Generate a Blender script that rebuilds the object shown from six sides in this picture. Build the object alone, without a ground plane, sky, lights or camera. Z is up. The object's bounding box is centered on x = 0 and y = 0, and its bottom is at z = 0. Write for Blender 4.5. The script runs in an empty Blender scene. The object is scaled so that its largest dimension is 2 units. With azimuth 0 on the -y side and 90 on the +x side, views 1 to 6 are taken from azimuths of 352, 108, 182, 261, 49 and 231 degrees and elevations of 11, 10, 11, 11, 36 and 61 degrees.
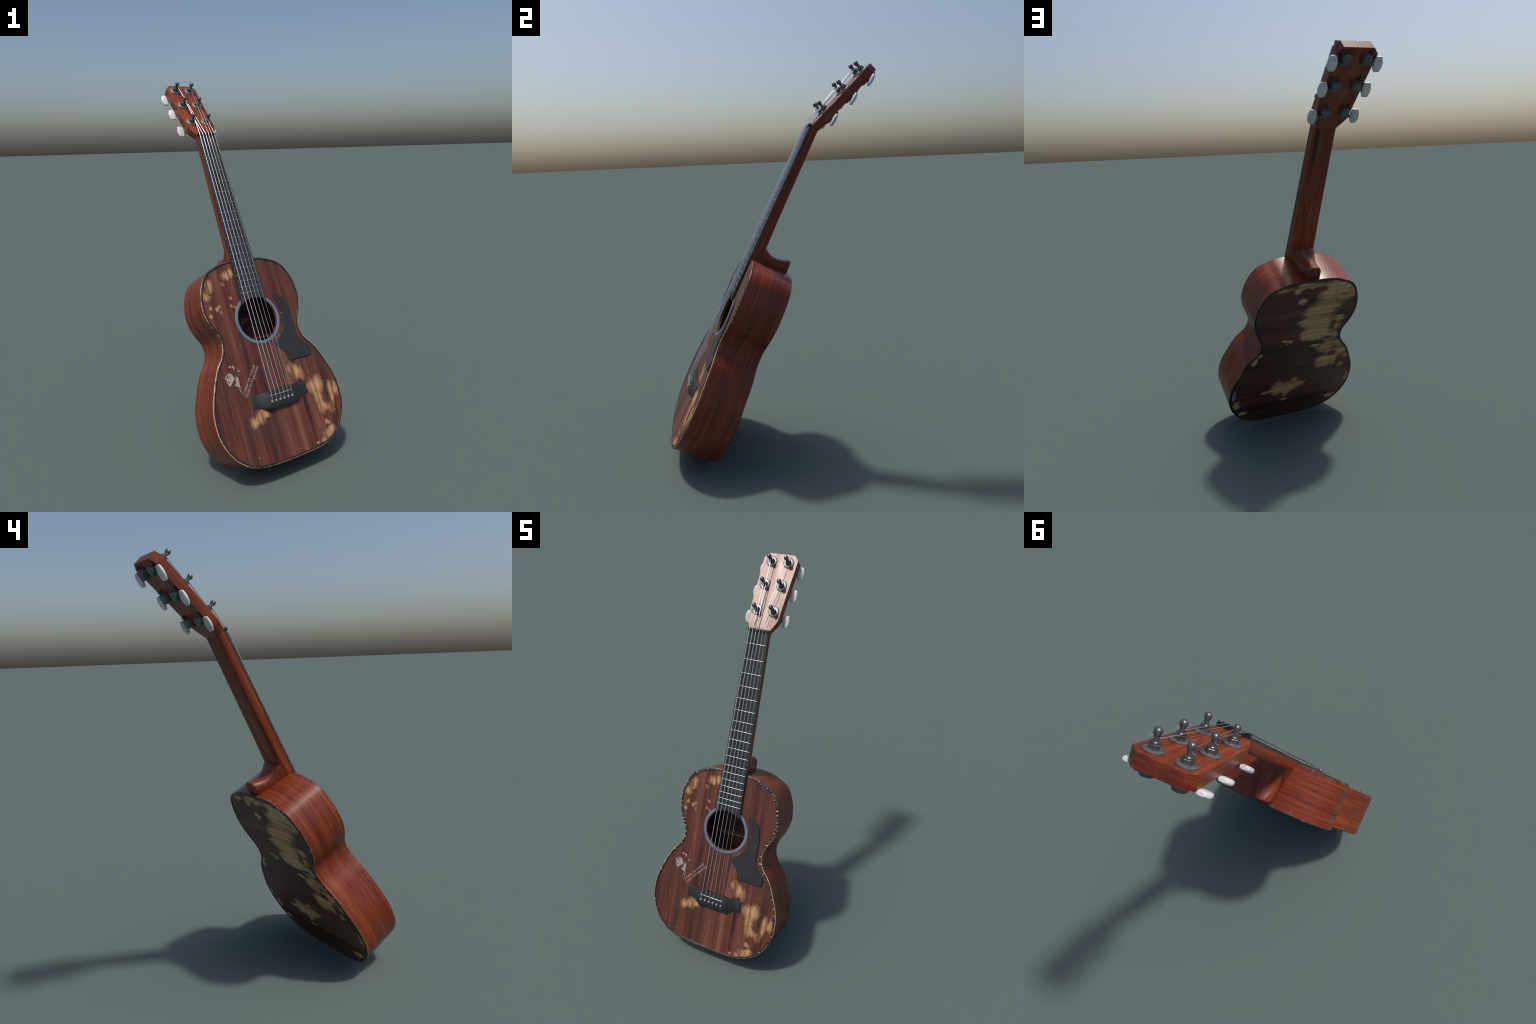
"""A worn steel-string acoustic guitar leaning back on the lower edge of its body.

Everything is modelled in the guitar's own frame, in metres:
  x across the strings (treble side positive), y along the neck (towards the head),
  z out of the soundboard; the origin is the centre of the sound hole.
The frame is then placed in the world by GUITAR_FRAME.
"""
import bpy, bmesh, math, random
from math import sin, cos, pi, radians, sqrt
from mathutils import Matrix, Vector

rng = random.Random(7)

# ------------------------------------------------------------------ placement
ALONG = Vector((-0.19446, 0.42554, 0.88380)).normalized()      # neck direction
OUT = Vector((0.36988, -0.80268, 0.46786))                     # soundboard normal
OUT = (OUT - ALONG * OUT.dot(ALONG)).normalized()
ACROSS = ALONG.cross(OUT).normalized()
HOLE_CENTRE = Vector((0.0011, -0.1894, 0.7351))
GUITAR_FRAME = Matrix((
    (ACROSS.x, ALONG.x, OUT.x, HOLE_CENTRE.x),
    (ACROSS.y, ALONG.y, OUT.y, HOLE_CENTRE.y),
    (ACROSS.z, ALONG.z, OUT.z, HOLE_CENTRE.z),
    (0, 0, 0, 1)))

# the body is pitched about a degree against the line of the strings
BODY_FRAME = (Matrix.Translation((-.0022, 0, .0030)) @ Matrix.Rotation(math.atan(.0160), 4, 'X')
              @ Matrix.Rotation(-.0030, 4, 'Y'))

# ------------------------------------------------------------------ node helpers
class Nodes:
    """Small helper for writing node trees as expressions."""
    def __init__(self, name):
        self.mat = bpy.data.materials.new(name)
        self.mat.use_nodes = True
        self.t = self.mat.node_tree
        self.t.nodes.clear()
        self.out = self.t.nodes.new("ShaderNodeOutputMaterial")
        self.bsdf = self.t.nodes.new("ShaderNodeBsdfPrincipled")
        self.t.links.new(self.bsdf.outputs[0], self.out.inputs[0])
        self.tc = self.t.nodes.new("ShaderNodeTexCoord")
        self.co = self.tc.outputs["Object"]

    def put(self, sock, v):
        if isinstance(v, bpy.types.NodeSocket):
            self.t.links.new(v, sock)
        elif isinstance(v, (tuple, list)):
            if sock.type == 'RGBA' and len(v) == 3:
                v = (*v, 1)
            sock.default_value = v
        else:
            sock.default_value = v

    def node(self, kind, **ins):
        n = self.t.nodes.new(kind)
        for k, v in ins.items():
            self.put(n.inputs[k], v)
        return n

    def math(self, op, a, b=0.0, c=0.0, clamp=False):
        n = self.t.nodes.new("ShaderNodeMath")
        n.operation = op
        n.use_clamp = clamp
        for i, v in enumerate((a, b, c)):
            self.put(n.inputs[i], v)
        return n.outputs[0]

    def vec(self, op, a, b=(0, 0, 0), c=None):
        n = self.t.nodes.new("ShaderNodeVectorMath")
        n.operation = op
        self.put(n.inputs[0], a)
        if op not in ('LENGTH', 'NORMALIZE'):
            self.put(n.inputs[1], b)
        if c is not None:
            self.put(n.inputs[2], c)
        return n.outputs["Value"] if op in ('LENGTH', 'DOT_PRODUCT', 'DISTANCE') else n.outputs[0]

    def xyz(self, v):
        n = self.t.nodes.new("ShaderNodeSeparateXYZ")
        self.put(n.inputs[0], v)
        return n.outputs

    def combine(self, x, y, z):
        n = self.t.nodes.new("ShaderNodeCombineXYZ")
        for i, v in enumerate((x, y, z)):
            self.put(n.inputs[i], v)
        return n.outputs[0]

    def noise(self, v, scale=1.0, detail=3.0, rough=0.55, distort=0.0, col=False):
        n = self.t.nodes.new("ShaderNodeTexNoise")
        self.put(n.inputs["Vector"], v)
        n.inputs["Scale"].default_value = scale
        n.inputs["Detail"].default_value = detail
        n.inputs["Roughness"].default_value = rough
        n.inputs["Distortion"].default_value = distort
        return n.outputs["Color"] if col else n.outputs[0]

    def voronoi(self, v, scale=1.0, feature='F1', rand=1.0):
        n = self.t.nodes.new("ShaderNodeTexVoronoi")
        n.feature = feature
        self.put(n.inputs["Vector"], v)
        n.inputs["Scale"].default_value = scale
        n.inputs["Randomness"].default_value = rand
        return n.outputs

    def smooth(self, v, lo, hi, a=0.0, b=1.0):
        n = self.t.nodes.new("ShaderNodeMapRange")
        n.interpolation_type = 'SMOOTHSTEP'
        self.put(n.inputs[0], v)
        for i, x in enumerate((lo, hi, a, b)):
            self.put(n.inputs[i + 1], x)
        return n.outputs[0]

    def ramp(self, v, stops):
        n = self.t.nodes.new("ShaderNodeValToRGB")
        self.put(n.inputs[0], v)
        e = n.color_ramp.elements
        while len(e) < len(stops):
            e.new(0.5)
        for i, (p, c) in enumerate(stops):
            e[i].position = p
            e[i].color = (*c, 1) if isinstance(c, tuple) else (c, c, c, 1)
        return n.outputs[0]

    def mix(self, f, a, b, blend='MIX'):
        n = self.t.nodes.new("ShaderNodeMix")
        n.data_type = 'RGBA'
        n.blend_type = blend
        self.put(n.inputs[0], f)
        self.put(n.inputs[6], a)
        self.put(n.inputs[7], b)
        return n.outputs[2]

    def bump(self, h, strength=0.3, dist=0.001, normal=None):
        n = self.t.nodes.new("ShaderNodeBump")
        n.inputs["Strength"].default_value = strength
        n.inputs["Distance"].default_value = dist
        self.put(n.inputs["Height"], h)
        if normal is not None:
            self.put(n.inputs["Normal"], normal)
        return n.outputs[0]

    def scaled(self, s, offset=(0, 0, 0), src=None):
        return self.vec('MULTIPLY_ADD', src or self.co, s, offset)

    def blobs(self, src, ellipses):
        """Field below 1 inside the union of soft ellipses (cx, cy, rx, ry)."""
        field = None
        for cx, cy, rx, ry in ellipses:
            d = self.vec('LENGTH', self.vec('MULTIPLY_ADD', src, (1 / rx, 1 / ry, 0), (-cx / rx, -cy / ry, 0)))
            if field is None:
                field = d
            else:
                field = self.math('SMOOTH_MIN', field, d, 0.25)
        return field

    def set(self, **k):
        for key, v in k.items():
            self.put(self.bsdf.inputs[key.replace("_", " ")], v)
        return self.mat


# ------------------------------------------------------------------ materials
FRONT_WEAR = [  # bare wood on the soundboard: centre x, y, radii
    (-.228, .218, .025, .034), (-.259, .162, .030, .023), (-.233, .195, .022, .016), (-.134, .254, .014, .026), (-.112, .252, .014, .028),
    (-.084, .266, .014, .027), (-.148, .213, .012, .011), (-.249, .101, .011, .012), (-.216, .092, .011, .014), (-.199, .101, .009, .012),
    (-.194, .068, .010, .012), (-.260, .064, .010, .011), (-.122, .137, .007, .007), (-.129, .095, .007, .008), (-.115, .089, .007, .006),
    (.109, -.285, .028, .028), (.135, -.310, .031, .040), (.166, -.324, .020, .036), (.217, -.407, .040, .040), (.250, -.404, .033, .050),
    (.194, -.398, .024, .020), (.227, -.462, .028, .050), (.233, -.515, .026, .038), (.265, -.527, .030, .020), (.292, -.540, .020, .034),
    (.320, -.450, .020, .045), (.312, -.492, .016, .036), (.352, -.449, .015, .042), (.234, -.600, .013, .013), (.247, -.608, .010, .011),
    (.237, -.560, .006, .006), (.220, -.657, .034, .023), (.256, -.639, .024, .019), (.194, -.680, .024, .013), (.147, -.685, .015, .007),
    (-.174, -.491, .028, .028), (-.129, -.471, .033, .037), (-.101, -.472, .022, .020)]
FRONT_KEPT = [(.274, -.476, .020, .026), (.290, -.452, .010, .018)]      # lacquer left inside the worn area
BACK_WEAR = [
    (-.197, .222, .074, .055), (-.116, .229, .064, .050), (-.108, .130, .082, .060), (-.055, .106, .066, .050),
    (-.100, .021, .100, .045), (-.010, .050, .050, .012), (-.020, .028, .045, .010), (-.090, -.055, .082, .046),
    (-.030, -.050, .042, .040), (-.175, -.089, .048, .034), (-.090, -.150, .030, .012), (-.195, -.175, .080, .042),
    (-.275, -.215, .035, .050), (-.172, -.295, .050, .050), (-.235, -.283, .026, .055), (-.312, -.265, .016, .036),
    (-.195, .040, .042, .022), (-.207, -.020, .024, .018), (-.240, .217, .030, .045), (-.150, .289, .090, .022),
    (-.010, .296, .050, .015), (.049, .298, .043, .016), (.080, .276, .018, .022), (.160, .290, .050, .012),
    (.042, .196, .022, .020), (.106, -.070, .011, .010), (.084, -.079, .007, .010), (.064, -.084, .009, .010),
    (.087, -.098, .005, .006), (.090, -.453, .040, .048), (.030, -.462, .050, .045), (-.030, -.445, .040, .020),
    (-.002, -.404, .020, .015), (.146, -.467, .041, .011), (.040, -.505, .018, .022), (.041, -.562, .014, .008),
    (.266, -.195, .016, .030), (.243, -.152, .019, .009), (.334, -.533, .020, .030), (.290, -.613, .028, .014),
    (-.362, -.468, .014, .036), (-.294, -.619, .048, .016), (-.290, -.345, .016, .018)]
BACK_DIRT = [(-.270, .060, .050, .060), (-.225, .090, .040, .012), (-.170, -.010, .016, .034), (-.215, -.235, .030, .020),
             (-.235, -.070, .020, .020), (-.060, .262, .030, .022), (-.260, -.290, .014, .040), (-.150, -.100, .030, .008)]


def wood_front():
    n = Nodes("stained_top_wood")
    warp = n.noise(n.scaled((3.0, 1.3, 1)), 1.0, 2, col=True)
    p = n.vec('MULTIPLY_ADD', warp, (0.030, 0.0, 0), n.co)
    broad = n.noise(n.scaled((15, 0.55, 1), src=p), 1.0, 3, 0.6)
    fine = n.noise(n.scaled((70, 1.6, 1), (4, 2, 0), p), 1.0, 3, 0.6)
    hair = n.noise(n.scaled((420, 9, 1), (1, 7, 0), p), 1.0, 2, 0.6)
    streak = n.math('ADD', n.math('MULTIPLY', broad, 0.70), n.math('MULTIPLY', fine, 0.30))
    col = n.ramp(streak, [(0.38, (.026, .0075, .0095)), (0.44, (.060, .0155, .0120)), (0.49, (.104, .0285, .0165)),
                          (0.55, (.122, .0370, .0225)), (0.63, (.185, .0760, .0490))])
    # sparse dark growth lines
    line = n.noise(n.scaled((30, 0.45, 1), (9, 3, 0), p), 1.0, 2, 0.5)
    dark = n.math('MULTIPLY', n.smooth(n.math('ABSOLUTE', n.math('SUBTRACT', line, 0.47)), 0.036, 0.008),
                  n.smooth(n.noise(n.scaled((5, 3, 1), (2, 5, 0)), 1.0, 2), 0.34, 0.48))
    col = n.mix(n.math('MULTIPLY', dark, 0.50), col, (.026, .0075, .0105))
    col = n.mix(n.smooth(hair, 0.35, 0.75, 0.0, 0.30), col, (.060, .022, .016))
    # dusty greyish and redder clouds in the lacquer
    cloud = n.noise(n.scaled((5, 3.2, 1), (7, 1, 0)), 1.0, 4, 0.6)
    col = n.mix(n.smooth(cloud, 0.50, 0.68, 0.0, 0.5), col, (.058, .036, .028))
    red = n.noise(n.scaled((7, 4, 1), (3, 8, 0)), 1.0, 3, 0.6)
    col = n.mix(n.smooth(red, 0.55, 0.72, 0.0, 0.55), col, (.135, .034, .018))
    # worn patches
    wob = n.noise(n.scaled((46, 30, 1)), 1.0, 4, 0.65, col=True)
    q = n.vec('MULTIPLY_ADD', wob, (0.034, 0.044, 0), n.vec('ADD', n.co, (-0.017, -0.022, 0)))
    field = n.blobs(q, [(x, y, a * 1.06, b * 1.10) for x, y, a, b in FRONT_WEAR])
    kept = n.blobs(q, FRONT_KEPT)
    field = n.math('MAXIMUM', field, n.math('SUBTRACT', 1.65, kept))
    spl = n.noise(n.scaled((120, 22, 1), (3, 3, 0)), 1.0, 4, 0.7)
    field = n.math('ADD', field, n.math('MULTIPLY', n.math('SUBTRACT', spl, 0.5), 1.1))
    wear = n.smooth(field, 1.16, 0.58)
    rim = n.math('MULTIPLY', n.smooth(field, 1.40, 1.08), n.smooth(field, 0.80, 1.02))
    bare = n.ramp(n.math('ADD', n.math('MULTIPLY', n.noise(n.scaled((40, 2.2, 1), (5, 5, 0), p), 1.0, 3), 0.8),
                         n.math('MULTIPLY', hair, 0.2)),
                  [(0.40, (.150, .060, .030)), (0.46, (.310, .158, .070)), (0.57, (.460, .275, .128))])
    edge = n.smooth(field, 0.15, 1.0)
    bare = n.mix(n.math('MULTIPLY', edge, 0.80), bare, (.205, .084, .040))
    ruin = n.noise(n.scaled((130, 130, 1)), 1.0, 3, 0.7)
    col = n.mix(n.math('MULTIPLY', rim, n.smooth(ruin, 0.42, 0.58, 0.1, 0.95)), col, (.034, .013, .011))
    col = n.mix(n.math('MULTIPLY', rim, n.smooth(ruin, 0.585, 0.64, 0, .8)), col, (.33, .24, .20))  # bright glints along the patch borders, painted as pale specks
    col = n.mix(wear, col, bare)
    # small chips through to pale wood
    v = n.voronoi(n.scaled((17, 17, 1), (0.3, 0.7, 0)), 1.0)
    pick = n.xyz(v["Color"])
    chip = n.math('MULTIPLY', n.smooth(n.math('ADD', v["Distance"], n.math('MULTIPLY', ruin, 0.06)), 0.105, 0.070),
                  n.smooth(pick[0], 0.66, 0.70))
    col = n.mix(chip, col, (.36, .22, .055))
    rough = n.math('ADD', 0.40, n.math('MULTIPLY', n.noise(n.scaled((30, 30, 1)), 1.0, 3), 0.16))
    rough = n.math('ADD', rough, n.math('MULTIPLY', wear, 0.12))
    glint = n.math('MULTIPLY', rim, n.smooth(ruin, 0.45, 0.7))
    h = n.math('ADD', n.math('MULTIPLY', wear, -1.0), n.math('MULTIPLY', glint, 0.8))
    h = n.math('ADD', h, n.math('MULTIPLY', hair, 0.06))
    return n.set(Base_Color=col, Roughness=rough, Specular_IOR_Level=0.34, Normal=n.bump(h, 0.7, 0.0012))


def wood_back():
    n = Nodes("scuffed_back_wood")
    warp = n.noise(n.scaled((1.4, 3.0, 1)), 1.0, 2, col=True)
    p = n.vec('MULTIPLY_ADD', warp, (0, 0.035, 0), n.co)
    broad = n.noise(n.scaled((0.8, 13, 1), src=p), 1.0, 4, 0.62)
    hair = n.noise(n.scaled((8, 240, 1), (1, 7, 0), p), 1.0, 2, 0.6)
    col = n.ramp(broad, [(0.38, (.022, .0070, .0055)), (0.46, (.070, .0200, .0135)), (0.54, (.100, .0320, .0210)),
                         (0.64, (.160, .0600, .0380))])
    cloud = n.noise(n.scaled((3.2, 3.6, 1), (7, 1, 0)), 1.0, 4, 0.6)
    col = n.mix(n.smooth(cloud, 0.46, 0.66, 0.0, 0.50), col, (.090, .055, .038))
    red = n.noise(n.scaled((3, 6, 1), (3, 3, 0)), 1.0, 3)
    col = n.mix(n.smooth(red, 0.52, 0.68, 0.0, 0.6), col, (.090, .019, .013))
    col = n.mix(n.smooth(hair, 0.4, 0.75, 0.0, 0.35), col, (.024, .011, .009))
    wob = n.noise(n.scaled((26, 34, 1)), 1.0, 4, 0.65, col=True)
    q = n.vec('MULTIPLY_ADD', wob, (0.055, 0.042, 0), n.vec('ADD', n.co, (-0.0275, -0.021, 0)))
    field = n.blobs(q, BACK_WEAR)
    dirt = n.blobs(q, BACK_DIRT)
    spl = n.noise(n.scaled((52, 110, 1), (3, 3, 0)), 1.0, 5, 0.75)
    jag = n.math('MULTIPLY', n.math('SUBTRACT', spl, 0.5), 0.9)
    wear = n.smooth(n.math('ADD', field, jag), 1.42, 0.66)
    grime = n.smooth(n.noise(n.scaled((17, 24, 1), (6, 2, 0)), 1.0, 5, 0.7), 0.50, 0.60, 1.0, 0.25)
    here = n.smooth(n.xyz(n.co)[0], -0.19, -0.13)
    wear = n.math('MULTIPLY', wear, n.math('MAXIMUM', grime, here))
    wear = n.math('MULTIPLY', wear, n.smooth(n.math('ADD', dirt, n.math('MULTIPLY', jag, 1.4)), 0.72, 1.12, 0.12, 1.0))
    bare = n.ramp(n.math('ADD', n.math('MULTIPLY', n.noise(n.scaled((1.6, 62, 1), (5, 5, 0), p), 1.0, 3, 0.6), 0.75),
                         n.math('MULTIPLY', hair, 0.25)),
                  [(0.38, (.290, .150, .066)), (0.46, (.450, .260, .108)), (0.58, (.570, .385, .190))])
    dust = n.noise(n.scaled((11, 11, 1), (2, 2, 0)), 1.0, 4)
    bare = n.mix(n.smooth(dust, 0.45, 0.70, 0.0, 0.55), bare, (.450, .235, .088))
    col = n.mix(wear, col, bare)
    rough = n.math('ADD', 0.40, n.math('MULTIPLY', n.noise(n.scaled((9, 9, 1)), 1.0, 4), 0.25))
    h = n.math('ADD', n.math('MULTIPLY', wear, -1.0), n.math('MULTIPLY', hair, 0.10))
    return n.set(Base_Color=col, Roughness=rough, Normal=n.bump(h, 0.5, 0.001))


def wood_side(name="reddish_side_wood", along=(2.6, 2.6, 125.0), hairs=(9, 9, 480), gloss=0.30, dim=1.0, band=None, rings=None, uneven=0.18, sheen=0.38):
    """Orange-red wood; the largest factor in `along` is the direction across the grain."""
    n = Nodes(name)
    if rings:  # end grain: growth rings round a pith below the piece
        r = n.vec('LENGTH', n.vec('MULTIPLY', n.vec('SUBTRACT', n.co, rings), (1, 0, .8)))
        x = n.xyz(n.co)
        n.co = n.combine(n.math('ADD', r, n.math('MULTIPLY', n.math('ABSOLUTE', x[0]), -.45)), n.math('MULTIPLY', x[0], .5), x[2])
    warp = n.noise(n.scaled((5, 5, 5)), 1.0, 2, col=True)
    p = n.vec('MULTIPLY_ADD', warp, tuple(0.018 if s > 20 else 0.0 for s in along), n.co)
    broad = n.noise(n.scaled(tuple(s * 0.36 for s in along), (3, 3, 3), p), 1.0, 3, 0.6)
    grain = n.noise(n.scaled(along, src=p), 1.0, 4, 0.62)
    hair = n.noise(n.scaled(hairs, (1, 2, 3), p), 1.0, 2, 0.6)
    s = n.math('ADD', n.math('MULTIPLY', broad, 0.45), n.math('MULTIPLY', grain, 0.55))
    d = dim
    col = n.ramp(s, [(0.34, (.092 * d, .0115 * d, .0068 * d)), (0.45, (.170 * d, .0245 * d, .0080 * d)),
                     (0.54, (.232 * d, .0415 * d, .0105 * d)), (0.68, (.335 * d, .086 * d, .0170 * d))])
    tint = n.noise(n.scaled((4, 4, 9), (5, 1, 2)), 1.0, 3)
    col = n.mix(n.smooth(tint, 0.48, 0.68, 0.0, 0.55), col, (.165 * d, .026 * d, .014 * d))
    col = n.mix(n.smooth(hair, 0.45, 0.72, 0.0, 0.50), col, (.050 * d, .014 * d, .010 * d))
    # pores: short dark dashes
    pore = n.noise(n.scaled(tuple(h * 1.3 for h in hairs), (8, 8, 8), p), 1.0, 1)
    col = n.mix(n.smooth(pore, 0.62, 0.70, 0.0, 0.65), col, (.028, .008, .006))
    # knocks and scratches
    v = n.voronoi(n.scaled((9, 9, 9)), 1.0)
    bits = n.noise(n.scaled((120, 120, 120)), 1.0, 3, 0.7)
    chip = n.math('MULTIPLY', n.smooth(n.math('ADD', v["Distance"], n.math('MULTIPLY', bits, 0.12)), 0.125, 0.085),
                  n.smooth(n.xyz(v["Color"])[0], 0.74, 0.78))
    col = n.mix(n.math('MULTIPLY', chip, 0.8), col, (.42, .21, .12))
    # hairline scratches: broken contour lines of a slow noise
    slow = n.noise(n.scaled((7, 7, 7), (6, 3, 1)), 1.0, 1)
    cut = n.smooth(n.math('ABSOLUTE', n.math('SUBTRACT', slow, 0.5)), 0.0042, 0.0015)
    cut = n.math('MULTIPLY', cut, n.smooth(n.noise(n.scaled((26, 26, 26), (2, 7, 5)), 1.0, 3, 0.7), 0.56, 0.64))
    col = n.mix(n.math('MULTIPLY', cut, 0.55), col, (.40, .21, .13))
    if band:   # fine nicks across the edges nearest the top and back plates
        c = n.xyz(n.co)
        edge = n.math('MAXIMUM', n.smooth(c[2], -0.050, -0.004),
                      n.smooth(c[2], band + 0.028, band + 0.004))
        tick = n.noise(n.combine(n.math('MULTIPLY', c[0], 190), n.math('MULTIPLY', c[1], 190),
                                 n.math('MULTIPLY', c[2], 10)), 1.0, 2, 0.7)
        area = n.smooth(n.noise(n.scaled((7, 7, 7), (4, 4, 4)), 1.0, 2), 0.44, 0.56)
        nick = n.math('MULTIPLY', n.math('MULTIPLY', edge, area), n.smooth(tick, 0.54, 0.66))
        col = n.mix(n.math('MULTIPLY', nick, 0.6), col, (.30, .19, .13))
    smear = n.noise(n.scaled(tuple(a * .4 + 4 for a in along), (1, 9, 4)), 1.0, 4)
    if uneven > .2:
        smear = n.smooth(smear, .34, .66)
    rough = n.math('ADD', gloss, n.math('MULTIPLY', smear, uneven))
    h = n.math('ADD', n.math('MULTIPLY', hair, 0.25), n.math('MULTIPLY', chip, -0.6))
    return n.set(Base_Color=col, Roughness=rough, Specular_IOR_Level=sheen, Normal=n.bump(h, 0.25, 0.0008))


def wood_neck():
    mat = wood_side("reddish_neck_wood", (58.0, 1.6, 58.0), (330, 8, 330), 0.30, 1.15)
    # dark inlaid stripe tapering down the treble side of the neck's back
    t = mat.node_tree
    n = Nodes.__new__(Nodes)
    n.mat, n.t = mat, t
    n.bsdf = next(x for x in t.nodes if x.type == 'BSDF_PRINCIPLED')
    n.tc = next(x for x in t.nodes if x.type == 'TEX_COORD')
    n.co = n.tc.outputs["Object"]
    c = n.xyz(n.co)
    half = n.smooth(c[1], 0.62, 1.06, 0.0026, 0.0084)
    off = n.math('ABSOLUTE', n.math('SUBTRACT', c[0], n.math('MULTIPLY_ADD', c[1], 0.008, 0.0305)))
    inside = n.smooth(off, half, n.math('SUBTRACT', half, 0.0012))
    split = n.smooth(n.noise(n.scaled((300, 3, 1)), 1.0, 1), 0.40, 0.46)
    inside = n.math('MULTIPLY', inside, n.math('MULTIPLY', n.smooth(c[1], 0.47, 0.66), n.math('MAXIMUM', split, n.smooth(c[1], 0.85, 0.95))))
    inside = n.math('MULTIPLY', inside, n.math('MULTIPLY', n.math('LESS_THAN', c[2], -0.012), n.math('LESS_THAN', c[1], 1.0635)))
    src = n.bsdf.inputs["Base Color"].links[0].from_socket
    n.put(n.bsdf.inputs["Base Color"], n.mix(inside, src, (.012, .015, .014)))
    return mat


def plain(name, col, rough=0.4, metal=0.0, grain=0.0, scale=(90, 90, 90), spec=0.5, bump=0.0, other=None):
    n = Nodes(name)
    k = n.noise(n.scaled(scale), 1.0, 4, 0.65)
    lo = tuple(c * (1 - grain) for c in col)
    hi = other or tuple(min(1, c * (1 + grain)) for c in col)
    c = n.mix(n.smooth(k, 0.35, 0.65), lo, hi)
    r = n.math('ADD', rough - 0.06, n.math('MULTIPLY', k, 0.12))
    kw = dict(Base_Color=c, Roughness=r, Metallic=metal, Specular_IOR_Level=spec)
    if bump:
        kw["Normal"] = n.bump(k, bump, 0.001)
    return n.set(**kw)


def bare_rim(name, share):
    n = Nodes(name)
    k = n.noise(n.scaled((60, 60, 60)), 1.0, 4, 0.7)
    k = n.math('ADD', k, n.math('MULTIPLY', n.math('SUBTRACT', n.noise(n.scaled((6, 6, 6)), 1.0, 2), n.math('ADD', share, n.smooth(n.xyz(n.co)[1], -0.15, 0.12, 0.0, 0.18))), 0.9))
    col = n.ramp(k, [(0.36, (.022, .016, .013)), (0.44, (.260, .130, .052)), (0.62, (.520, .300, .135))])
    col = n.mix(n.smooth(n.xyz(n.co)[2], -0.0020, -0.0008), (.050, .018, .012), col) if share < .5 else col
    return n.set(Base_Color=col, Roughness=0.5, Normal=n.bump(k, 0.4, 0.001))


def label_paper():
    n = Nodes("maroon_label_paper")
    r = n.vec('LENGTH', n.vec('MULTIPLY', n.co, (1, 1, 0)))
    ring = n.math('LESS_THAN', n.math('ABSOLUTE', n.math('SUBTRACT', r, 0.079)), 0.0011)
    fade = n.noise(n.scaled((40, 40, 40)), 1.0, 3)
    col = n.mix(fade, (.105, .010, .022), (.065, .008, .015))
    return n.set(Base_Color=n.mix(ring, col, (.26, .18, .055)), Roughness=0.6)


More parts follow.
